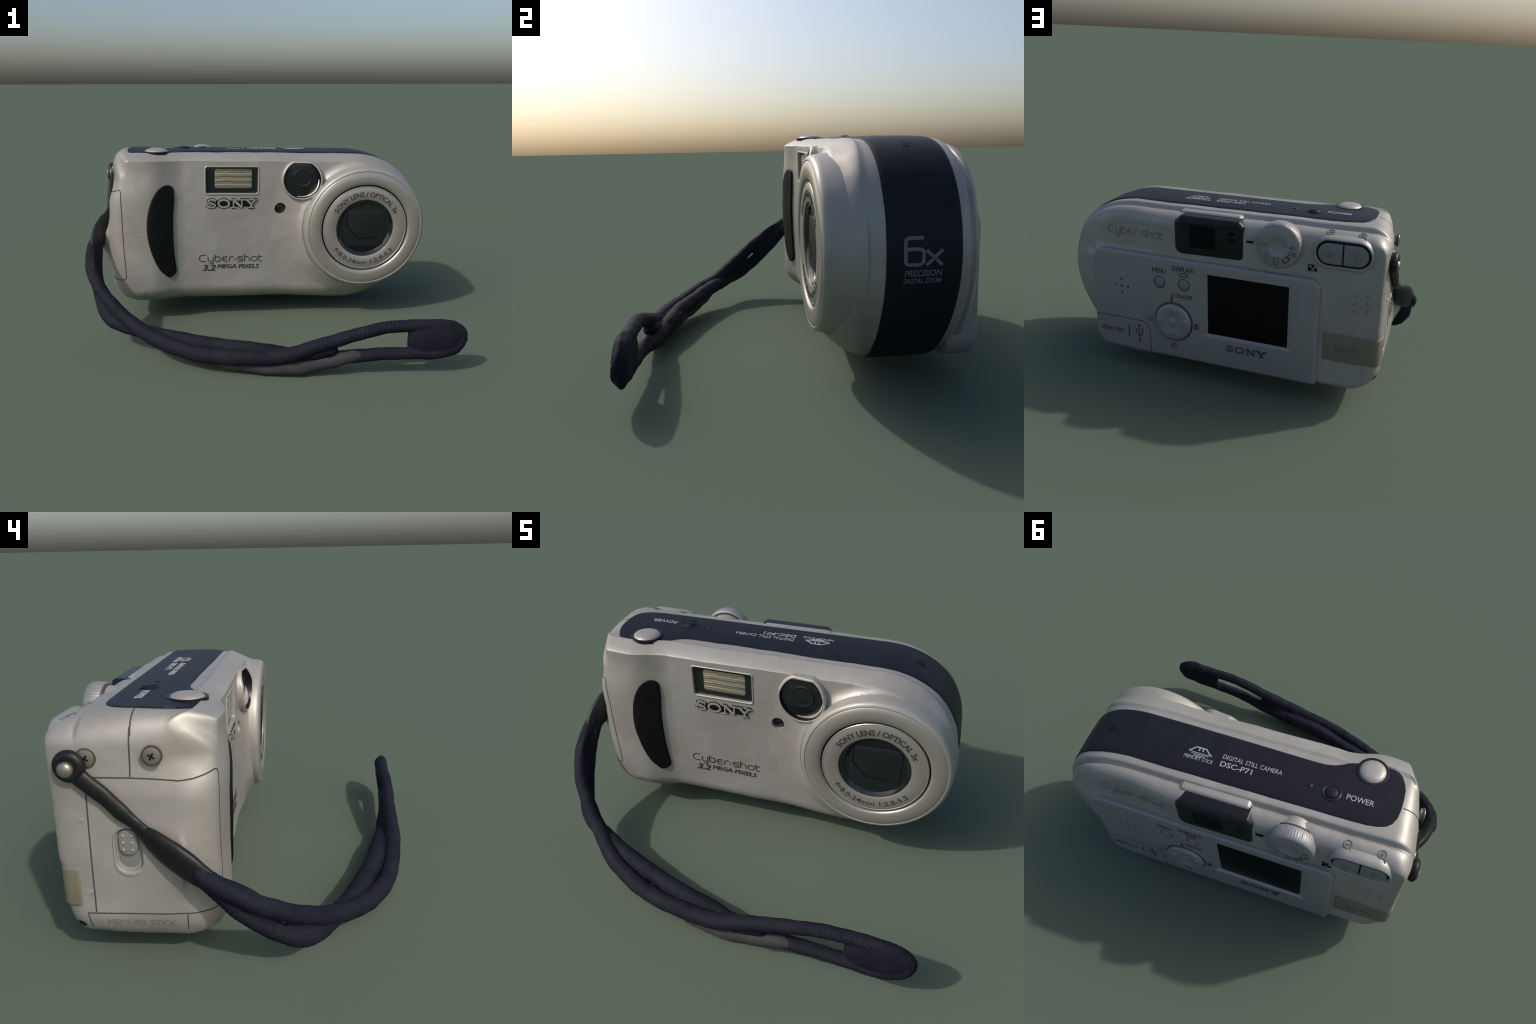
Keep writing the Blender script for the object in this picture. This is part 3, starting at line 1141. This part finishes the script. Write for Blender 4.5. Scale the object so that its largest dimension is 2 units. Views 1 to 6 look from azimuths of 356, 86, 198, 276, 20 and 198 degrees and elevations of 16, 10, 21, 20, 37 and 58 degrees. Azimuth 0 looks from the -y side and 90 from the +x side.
def serif_word():
    """Four wide slab-serif capitals as stroke sets: (polyline, width, closed) with x offset; cap height 1."""
    out = []
    H, T, SV = 1.0, .24, .13          # height, stem, serif thickness
    # S
    x = 0
    out.append((arc(x + .52, .74, .36, .20, 20, 180, 10) + arc(x + .52, .74, .36, .20, 180, 255, 5)[1:] + arc(x + .50, .27, .40, .21, 75, 0, 6) + arc(x + .50, .27, .40, .21, 0, -165, 12)[1:], .17, False))
    out.append(([(x + .90, .98), (x + .90, .62)], .10, False))
    out.append(([(x + .06, .38), (x + .06, .02)], .10, False))
    # O
    x = 1.12
    out.append((arc(x + .68, .5, .56, .42, 0, 350, 30), .20, True))
    # N
    x = 2.62
    out.append(([(x + .20, .06), (x + .20, .94)], .15, False))
    out.append(([(x + .22, .93), (x + 1.05, .07)], .26, False))
    out.append(([(x + 1.08, .06), (x + 1.08, .94)], .15, False))
    out.append(([(x, .935), (x + .42, .935)], SV, False))
    out.append(([(x, .065), (x + .44, .065)], SV, False))
    out.append(([(x + .86, .935), (x + 1.32, .935)], SV, False))
    # Y
    x = 3.98
    out.append(([(x + .25, .93), (x + .72, .44)], .24, False))
    out.append(([(x + 1.15, .93), (x + .72, .44)], .19, False))
    out.append(([(x + .72, .50), (x + .72, .05)], .24, False))
    out.append(([(x, .935), (x + .52, .935)], SV, False))
    out.append(([(x + .90, .935), (x + 1.36, .935)], SV, False))
    out.append(([(x + .42, .065), (x + 1.02, .065)], SV, False))
    return out, 5.34


def put_word(origin, w, h, u, v, bvh, mat, parent, grow=0.0, lift=.0016):
    strokes, W = serif_word()
    sx, sy = w / W, h
    n = Vector(u).cross(Vector(v)).normalized()
    allv = []; allf = []
    for kk, (pts, wd, closed) in enumerate(strokes):
        rv, rf = ribbon([(p[0] * sx, p[1] * sy) for p in pts], wd * sy + grow, closed)
        P = []
        for q in rv:
            p = Vector(origin) + Vector(u) * q.x + Vector(v) * q.y
            hh = bvh.ray_cast(p + n * .3, -n)
            P.append(hh[0] if hh[0] is not None else p)
        o = len(allv); m = len(P); nn = m // 2
        lf = lift + .00018 * kk
        allv += [p + n * lf for p in P] + [p - n * .003 for p in P]
        allf += [tuple(i + o for i in f) for f in rf]
        for i in range(nn if closed else nn - 1):
            j = (i + 1) % nn
            allf.append((o + 2 * i, o + 2 * j, o + 2 * j + m, o + 2 * i + m))
            allf.append((o + 2 * j + 1, o + 2 * i + 1, o + 2 * i + 1 + m, o + 2 * j + 1 + m))
        if not closed:
            allf.append((o, o + 1, o + 1 + m, o + m)); allf.append((o + m - 2, o + m - 1, o + 2 * m - 1, o + 2 * m - 2))
    me = bpy.data.meshes.new("maker_lettering")
    me.from_pydata([tuple(p) for p in allv], [], allf)
    ob = finish("maker_lettering", me, mat, parent, 0)
    ob["kind"] = "stuff"


# front: raised silver letters with black ground between them
put_word((-.306, .1, .690), .296, .052, Vector(FRONT_U), Vector(FRONT_V), body_bvh, RUBBER, body, grow=.009, lift=.0012)
put_word((-.306, .1, .690), .296, .052, Vector(FRONT_U), Vector(FRONT_V), body_bvh, SILVER, body, lift=.0052)
prism("logo_ground", rrect(-.270, .699, -.036, .733, .006, 3), .16, .1372, RUBBER, body, bevel=.0005)


# lens inscriptions on an arc
def arc_text(s, cen, r, a0, a1, h, mat, y, parent, inward=False, bold=0.0):
    """Place characters one by one; a0 -> a1 in degrees from first to last character."""
    V, F = text_flat(s, 0, bold)
    x0 = min(v.x for v in V); x1 = max(v.x for v in V)
    H = .72
    out = []
    for q in V:
        f = (q.x - x0) / (x1 - x0)
        a = math.radians(a0 + (a1 - a0) * f)
        rr = r + (q.y / H * h) * (-1 if inward else 1)
        out.append(Vector((cen[0] + rr * math.cos(a), cen[1] + rr * math.sin(a))))
    put("lettering", out, F, (0, y, 0), (1, 0, 0), (0, 0, 1), None, mat, parent, lift=.0008, thick=.004)


arc_text("SONY LENS / OPTICAL 3x", LENS, .191, 151, 27, .029, INK, .0468, lens, bold=.012)
arc_text("f=8.0-24mm 1:2.8-5.3", LENS, .222, 215, 323, .027, INK, .0468, lens, inward=True, bold=.005)

# top of the band (read from behind: right is -X, up is -Y)
TU, TV = Vector((-1, 0, 0)), Vector((0, -1, 0))
write("POWER", (-.508, .441, 1.01), .133, TU, TV, band_bvh, WHITE, band_ob, h=.031, bold=.01)
write("DIGITAL STILL CAMERA", (.125, .414, 1.01), .305, TU, TV, band_bvh, WHITE, band_ob, h=.026)
write("DSC-P71", (.124, .458, 1.01), .164, TU, TV, band_bvh, WHITE, band_ob, h=.030, bold=.012)
write("MEMORY STICK", (.312, .462, 1.01), .152, TU, TV, band_bvh, WHITE, band_ob, h=.021)
# memory emblem: three humps over tapering lines
E0 = (.300, .437, 1.01)
em = [[(.0, .022), (.012, .026), (.024, .042), (.035, .048), (.048, .048), (.050, .028)],
      [(.048, .046), (.062, .048), (.068, .040), (.070, .028)],
      [(.068, .046), (.082, .048), (.09, .040), (.104, .026), (.118, .020)]]
put_strokes("emblem", em, .0065, 1, 1, E0, TU, TV, band_bvh, WHITE, band_ob)
em = [[(.0, .016), (.122, .016)], [(.016, .008), (.106, .008)], [(.032, .0), (.09, .0)], [(.045, -.007), (.075, -.007)]]
put_strokes("emblem", em, .0034, 1, 1, E0, TU, TV, band_bvh, WHITE, band_ob)

# rounded end (read from +X: right is +Y)
RU, RV = Vector((0, 1, 0)), Vector((0, 0, 1))
six = [[(.075, 1.0)] + [(.055, 1.0), (.022, 1.0)] + arc(.02, .88, .02, .12, 90, 180, 4) + [(0, .14)] + arc(.02, .12, .02, .12, 180, 270, 4) + [(.05, 0)] + arc(.055, .14, .02, .14, -90, 0, 4) + [(.075, .44)] + arc(.055, .46, .02, .13, 0, 90, 4) + [(.008, .59)]]
put_strokes("lettering", six, .0125, .86, .095, (1.2, .333, .556), RU, RV, band_bvh, WHITEDIM, band_ob)
put_strokes("lettering", [[(0, 0), (.058, .055)], [(.0, .055), (.058, 0)]], .0115, 1, 1, (1.2, .408, .552), RU, RV, band_bvh, WHITEDIM, band_ob)
write("PRECISION", (1.2, .330, .512), .138, RU, RV, band_bvh, WHITEDIM, band_ob, h=.024, shear=.2, bold=.015)
write("DIGITAL ZOOM", (1.2, .328, .486), .138, RU, RV, band_bvh, WHITEDIM, band_ob, h=.019, shear=.2, bold=.012)

# back (read from +Y: right is -X)
BU, BV = Vector((-1, 0, 0)), Vector((0, 0, 1))
write("MENU", (.408, 1, .629), .084, BU, BV, panel_bvh, INK, panel, h=.027)
write("DISPLAY/", (.283, 1, .654), .133, BU, BV, panel_bvh, INK, panel, h=.028, bold=.008)
write("LCD", (.241, 1, .623), .054, BU, BV, panel_bvh, INK, panel, h=.026, bold=.008)
write("ON/OFF", (.268, 1, .494), .102, BU, BV, panel_bvh, INK, panel, h=.025, bold=.004)
write("VIDEO OUT", (.763, 1, .217), .150, BU, BV, panel_bvh, INK, panel, h=.026)
put_word((-.036, 1, .222), .238, .037, BU, BV, panel_bvh, INK, panel)
put_strokes("emblem", [[(0, 0), (0, .066)]], .0065, 1, 1, (.577, 1, .202), BU, BV, panel_bvh, INK, panel)
usb = [[(0, 0), (0, .098)], [(-.008, .088), (0, .102), (.008, .088)], [(0, .03), (-.02, .05), (-.02, .066)], [(0, .022), (.02, .045), (.02, .07)]]
put_strokes("emblem", usb, .004, 1, 1, (.509, 1, .184), BU, BV, panel_bvh, INK, panel)
for (x, z, r) in ((.509, .184, .008), (.529, .254, .0055), (.489, .258, .0055)):
    dome("emblem_dot", (x, z), r, PY - .004, PY + .0016, INK, panel, flat=.2, n=16)
bolt = [[(.008, .046), (-.006, .024), (.006, .024), (-.006, .002)], [(-.010, .012), (-.006, 0), (.004, .008)]]
put_strokes("emblem", bolt, .005, 1, 1, (.290, 1, .468), BU, BV, panel_bvh, INK, panel)
put_strokes("emblem", [([(-.016, -.013), (.016, -.013), (.016, .013), (-.016, .013)], True), [(-.006, 0), (.008, 0)], [(.002, -.006), (.009, 0), (.002, .006)]], .004, 1, 1,
            (.439, 1, .338), BU, BV, panel_bvh, INKLIGHT, panel)
flower = [[(0, -.014), (0, .0)], [(-.013, -.002), (-.012, -.011), (0, -.014), (.012, -.011), (.013, -.002)], [(-.008, .016), (-.009, .006), (0, 0), (.009, .006), (.008, .016)], [(0, .016), (0, .004)]]
put_strokes("emblem", flower, .0055, 1, 1, (.144, 1, .338), BU, BV, panel_bvh, INK, panel)
put_strokes("emblem", [(arc(0, 0, .015, .015, 0, 345, 20), True), [(0, 0), (-.010, .010)], [(0, .015), (0, .021)]], .0035, 1, 1, (.288, 1, .192), BU, BV, panel_bvh, INK, panel)
# series name pressed into the back shell
k = .35 / SNW
put_strokes("lettering", SN, .005, k, .045, (.697, 1, .815), BU, BV, body_bvh, INKLIGHT, body, lift=.0008)
# index sign, zoom lettering
for i in range(2):
    for j in range(3):
        if (i + j) % 2 == 0:
            prism("index_mark", rrect(-.524 + .0145 * j, .764 + .0145 * i, -.511 + .0145 * j, .777 + .0145 * i, .001, 2), .67, .6922, RUBBER, body, bevel=.0003)
frame_ring("index_frame", rrect(-.527, .760, -.477, .797, .002, 2), rrect(-.523, .764, -.481, .793, .001, 2), .67, .6928, RUBBER, body)
write("W", (-.571, 1, .848), .042, BU, BV, None, INKLIGHT, zoom, h=.036)
write("T", (-.708, 1, .848), .034, BU, BV, None, INKLIGHT, zoom, h=.036)
for ob in [o for o in zoom.children if o.name.startswith("lettering")]:
    for v in ob.data.vertices:
        v.co.y += .7135 - 1.0
write("DC IN", (-.645, 1, .338), .115, BU, BV, bvh_of(bpy.data.objects["socket_cover"]), INKLIGHT, bpy.data.objects["socket_cover"], h=.030)
bpy.data.objects["socket_cover"].children[0].data.materials[0] = material("pressed_beige", (.115, .105, .075), rough=.7)
# magnifier signs on the rear slope of the top
for (x, plus) in ((-.577, False), (-.737, True)):
    o = (x, 1.0, .985)
    dirv = Vector((0, -.62, .78))
    st = [(arc(0, 0, .019, .019, 0, 345, 20), True), [(.012, -.016), (.024, -.034)], [(-.010, 0), (.010, 0)]]
    if plus:
        st.append([(0, -.010), (0, .010)])
    nrm_ = BU.cross(dirv).normalized()
    loc, nr, _, _ = body_bvh.find_nearest(Vector((x, .640, .958)))
    vv_ = nr.cross(BU).normalized()
    put_strokes("emblem", st, .0036, 1, 1, loc + nr * .0012, vv_.cross(nr).normalized(), vv_, None, INKLIGHT, body)

# dial markings
def on_dial(s, ang, r, w, h, mat=INK, rot=0.0, bold=0.0):
    V, F = text_flat(s, 0, bold)
    V = fit(V, w, h)
    a = math.radians(ang)
    c = Vector((MX - r * math.cos(a), DIALY, MZ + r * math.sin(a)))
    ra = math.radians(rot)
    u = BU * math.cos(ra) + BV * math.sin(ra)
    v = BV * math.cos(ra) - BU * math.sin(ra)
    put("lettering", V, F, c - u * w / 2 - v * h / 2, u, v, None, mat, dial, lift=.0008)


on_dial("SCN", 178, .078, .052, .024, INKLIGHT, rot=-4)
on_dial("SET", -22, .082, .044, .020, INK, rot=172)
on_dial("UP", 2, .078, .030, .020, INK, rot=172)
def dial_sign(strokes, ang, r, w, mat, rot):
    a = math.radians(ang); ra = math.radians(rot)
    c = Vector((MX - r * math.cos(a), DIALY, MZ + r * math.sin(a)))
    u = BU * math.cos(ra) + BV * math.sin(ra); v = BV * math.cos(ra) - BU * math.sin(ra)
    put_strokes("emblem", strokes, w, 1, 1, c, u, v, None, mat, dial, lift=.0008)
dial_sign([(arc(0, 0, .010, .010, 0, 330, 12), True)], 220, .078, .007, TEAL, 0)
dial_sign([([(-.012, -.016), (.012, -.016), (.012, .016), (-.012, .016)], True), [(-.004, -.004), (.003, -.004)], [(-.002, .001), (.001, .001)]], 265, .080, .0028, INK, 0)
dial_sign([([(-.014, -.010), (.014, -.010), (.014, .010), (-.014, .010)], True), [(-.02, -.013), (-.02, .013)], [(.02, -.013), (.02, .013)]], 305, .080, .004, INK, 45)

# pressed words on the card slot strip
write("MEMORY STICK", (-1.2, .530, .197), .26, Vector((0, -1, 0)), Vector((0, 0, 1)), body_bvh, INKLIGHT, door, h=.026)

# ------------------------------------------------------------------ wrist strap (control points in world metres)
strap = group("wrist_strap")


def spline(ctrl, n):
    """Catmull-Rom through (point, radius) controls, resampled evenly."""
    P = [Vector((*c[0], c[1])) if len(c) == 2 else Vector(c) for c in ctrl]
    P = [P[0] * 2 - P[1]] + P + [P[-1] * 2 - P[-2]]
    dense = []
    for i in range(1, len(P) - 2):
        p0, p1, p2, p3 = P[i - 1:i + 3]
        for k in range(24):
            t = k / 24
            dense.append(.5 * ((2 * p1) + (p2 - p0) * t + (2 * p0 - 5 * p1 + 4 * p2 - p3) * t * t + (3 * p1 - p0 - 3 * p2 + p3) * t ** 3))
    dense.append(P[-2])
    L = [0]
    for a, b in zip(dense, dense[1:]):
        L.append(L[-1] + (b.xyz - a.xyz).length)
    out = []; k = 0
    for i in range(n):
        t = L[-1] * i / (n - 1)
        while k < len(L) - 2 and L[k + 1] < t:
            k += 1
        out.append(dense[k].lerp(dense[k + 1], (t - L[k]) / max(1e-9, L[k + 1] - L[k])))
    return out, L[-1]


def tube(name, ctrl, mat, parent, n=400, m=28, flat=1.0, relief=0.0, pitch=.024, up=(0, 0, 1), squash=None, lump=0.0):
    S, L = spline(ctrl, n)
    V = []; F = []
    up0 = Vector(up)
    for i, s in enumerate(S):
        a = S[max(0, i - 1)].xyz; b = S[min(n - 1, i + 1)].xyz
        t = (b - a).normalized()
        side = t.cross(up0).normalized()
        vu = side.cross(t).normalized()
        d = L * i / (n - 1)
        fl = flat(i / (n - 1)) if callable(flat) else flat
        for j in range(m):
            ph = 2 * math.pi * j / m
            r = s.w
            if relief:
                q = ((ph * 2 / math.pi) % 1.0)
                chev = abs(q - .5) * 2
                c = math.sin(2 * math.pi * (d / pitch + chev * .8))
                r += relief * (c * .5 + .5) - relief * 1.3 * max(0, 1 - abs(q - .5) * 9)
            if lump:
                r += lump * (math.sin(d * 37 + 2 * math.sin(ph)) * .5 + math.sin(d * 71 + ph * 2) * .35 + math.sin(d * 17 - ph) * .6)
            V.append(UNFRAME @ (s.xyz + side * (r * fl * math.cos(ph)) + vu * (r * math.sin(ph))))
    for i in range(n - 1):
        for j in range(m):
            k = (j + 1) % m
            F.append((i * m + j, i * m + k, (i + 1) * m + k, (i + 1) * m + j))
    F.append(tuple(range(m))); F.append(tuple((n - 1) * m + j for j in range(m)))
    return add_mesh(name, V, F, mat, parent, 60)


# one long cord: out along the front strand, round the end, back along the inner strand
outer = [((-.952, .150, .505), .030), ((-.963, .10, .470), .032), ((-.952, -.02, .390), .033), ((-.899, -.130, .319), .034), ((-.828, -.212, .255), .035),
         ((-.750, -.290, .202), .036), ((-.660, -.362, .158), .037), ((-.535, -.466, .122), .039), ((-.365, -.556, .098), .039), ((-.168, -.618, .096), .039),
         ((.03, -.652, .108), .038), ((.14, -.662, .133), .035), ((.31, -.664, .186), .032), ((.45, -.668, .227), .030), ((.587, -.670, .253), .029),
         ((.72, -.670, .258), .029), ((.84, -.673, .255), .029)]
inner = [((.83, -.688, .118), .029), ((.72, -.682, .114), .029), ((.587, -.670, .113), .030), ((.45, -.660, .104), .032), ((.31, -.637, .082), .034),
         ((.15, -.612, .083), .038), ((.04, -.584, .096), .038), ((-.145, -.542, .111), .038), ((-.335, -.478, .115), .038), ((-.508, -.410, .128), .037),
         ((-.650, -.340, .136), .036), ((-.760, -.280, .144), .036), ((-.840, -.208, .166), .036), ((-.888, -.122, .224), .035), ((-.928, -.012, .316), .034), ((-.942, .10, .438), .032), ((-.94, .15, .480), .029)]
loop_end = [((.915, -.676, .232), .029), ((.943, -.680, .192), .029), ((.91, -.687, .142), .028)]
cord_parts = [tube("cord", outer + loop_end + inner, CORD, strap, n=1500, m=36, relief=.0030, pitch=.021, lump=.0018)]
# end of the loop, filled to a slab as the scan fused it
slab = [((.676, -.674, .186), .012), ((.684, -.674, .186), .054), ((.72, -.674, .187), .088), ((.80, -.679, .188), .100), ((.86, -.684, .188), .100), ((.91, -.681, .189), .091), ((.945, -.680, .192), .068), ((.966, -.680, .193), .042), ((.975, -.680, .193), .015)]
cord_parts += [tube("fused_end", slab, CORD, strap, n=110, m=44, flat=.345, lump=.0025)]
# webbing between the two strands and the grey underside
web = [((-.70, -.31, .165), .012), ((-.60, -.378, .128), .026), ((-.50, -.432, .095), .036), ((-.345, -.512, .062), .042), ((-.155, -.580, .050), .044), ((.03, -.625, .048), .045),
       ((.15, -.640, .050), .045), ((.28, -.648, .075), .040), ((.40, -.660, .10), .030), ((.47, -.664, .108), .02)]
tube("strap_underside", web, CORDGREY, strap, n=220, m=30, lump=.003)
join = [((.10, -.634, .10), .02), ((.18, -.642, .110), .034), ((.25, -.650, .126), .036), ((.305, -.654, .136), .030), ((.335, -.657, .142), .010)]
cord_parts += [tube("strap_fill", join, CORD, strap, n=60, m=24, lump=.002)]

band1 = [((-.953, .11, .468), .03), ((-.945, .03, .405), .055), ((-.935, -.03, .352), .058), ((-.912, -.085, .305), .060), ((-.893, -.112, .282), .046)]
cord_parts += [tube("strap_fill", band1, CORD, strap, n=60, m=24, lump=.002, flat=.38)]
band2 = [((-.862, -.158, .242), .030), ((-.83, -.205, .215), .055), ((-.75, -.283, .175), .050), ((-.66, -.35, .148), .04)]
cord_parts += [tube("strap_fill", band2, CORD, strap, n=60, m=24, lump=.002, flat=.45)]


def blend(parts, name, voxel, rounds):
    """Fuse the strands of the strap into one creased webbing."""
    bm = bmesh.new()
    for ob in parts:
        bm.from_mesh(ob.data)
        bpy.data.objects.remove(ob)
    me = bpy.data.meshes.new(name)
    bm.to_mesh(me); bm.free()
    ob = bpy.data.objects.new(name, me)
    scene_col.objects.link(ob)
    md = ob.modifiers.new("fuse", 'REMESH'); md.mode = 'VOXEL'; md.voxel_size = voxel
    md = ob.modifiers.new("soften", 'SMOOTH'); md.factor = .5; md.iterations = rounds
    apply_mods(ob)
    me = ob.data
    ob.parent = strap
    me.materials.clear(); me.materials.append(CORD)
    for p in me.polygons:
        p.use_smooth = True
    return ob


blend(cord_parts, "webbing_cord", .0042, 3)

# flat black connector and the thin loop that holds it to the post
conn = [((-.896, .362, .636), .018), ((-.900, .338, .616), .034), ((-.910, .30, .588), .053), ((-.926, .245, .550), .063), ((-.941, .19, .516), .062), ((-.951, .145, .487), .053), ((-.956, .113, .466), .043), ((-.957, .108, .462), .030)]
tube("connector", conn, LEATHER, strap, n=90, m=36, flat=.48, up=(0, .55, 1), lump=.001)
post_w = FRAME @ Vector((-.893, .613, .822))
thin = [((-.886, .585, .862), .022), ((-.890, .562, .830), .032), ((-.893, .53, .800), .033), ((-.894, .47, .745), .031), ((-.895, .41, .685), .030), ((-.897, .37, .650), .024), ((-.906, .335, .622), .026)]
tube("thin_loop", thin, LEATHER, strap, n=100, m=20, lump=.0015, flat=.6)
ringp = []
for i in range(17):
    a = 2 * math.pi * i / 16
    ringp.append(((post_w.x - .006, post_w.y + .037 * math.cos(a) - .010, post_w.z + .037 * math.sin(a) + .006), .021))
tube("thin_loop", ringp, LEATHER, strap, n=90, m=16, up=(1, .01, .01))

# the screen panel and all it carries lean back a little towards the strap side
def panel_family(ob):
    while ob is not None:
        if ob.name.split(".")[0] in ("back_panel", "screen", "round_button", "direction_pad"):
            return True
        ob = ob.parent
    return False


done = set()
for ob in bpy.data.objects:
    if ob.type == 'MESH' and panel_family(ob) and ob.data.name not in done:
        done.add(ob.data.name)
        for v in ob.data.vertices:
            v.co.y += .010 * (.15 - v.co.x) / .7

# ------------------------------------------------------------------ tidy
for ob in bpy.data.objects:
    if ob.type == 'MESH' and ob.name.startswith("cutter"):
        bpy.data.objects.remove(ob)
bpy.context.view_layer.update()
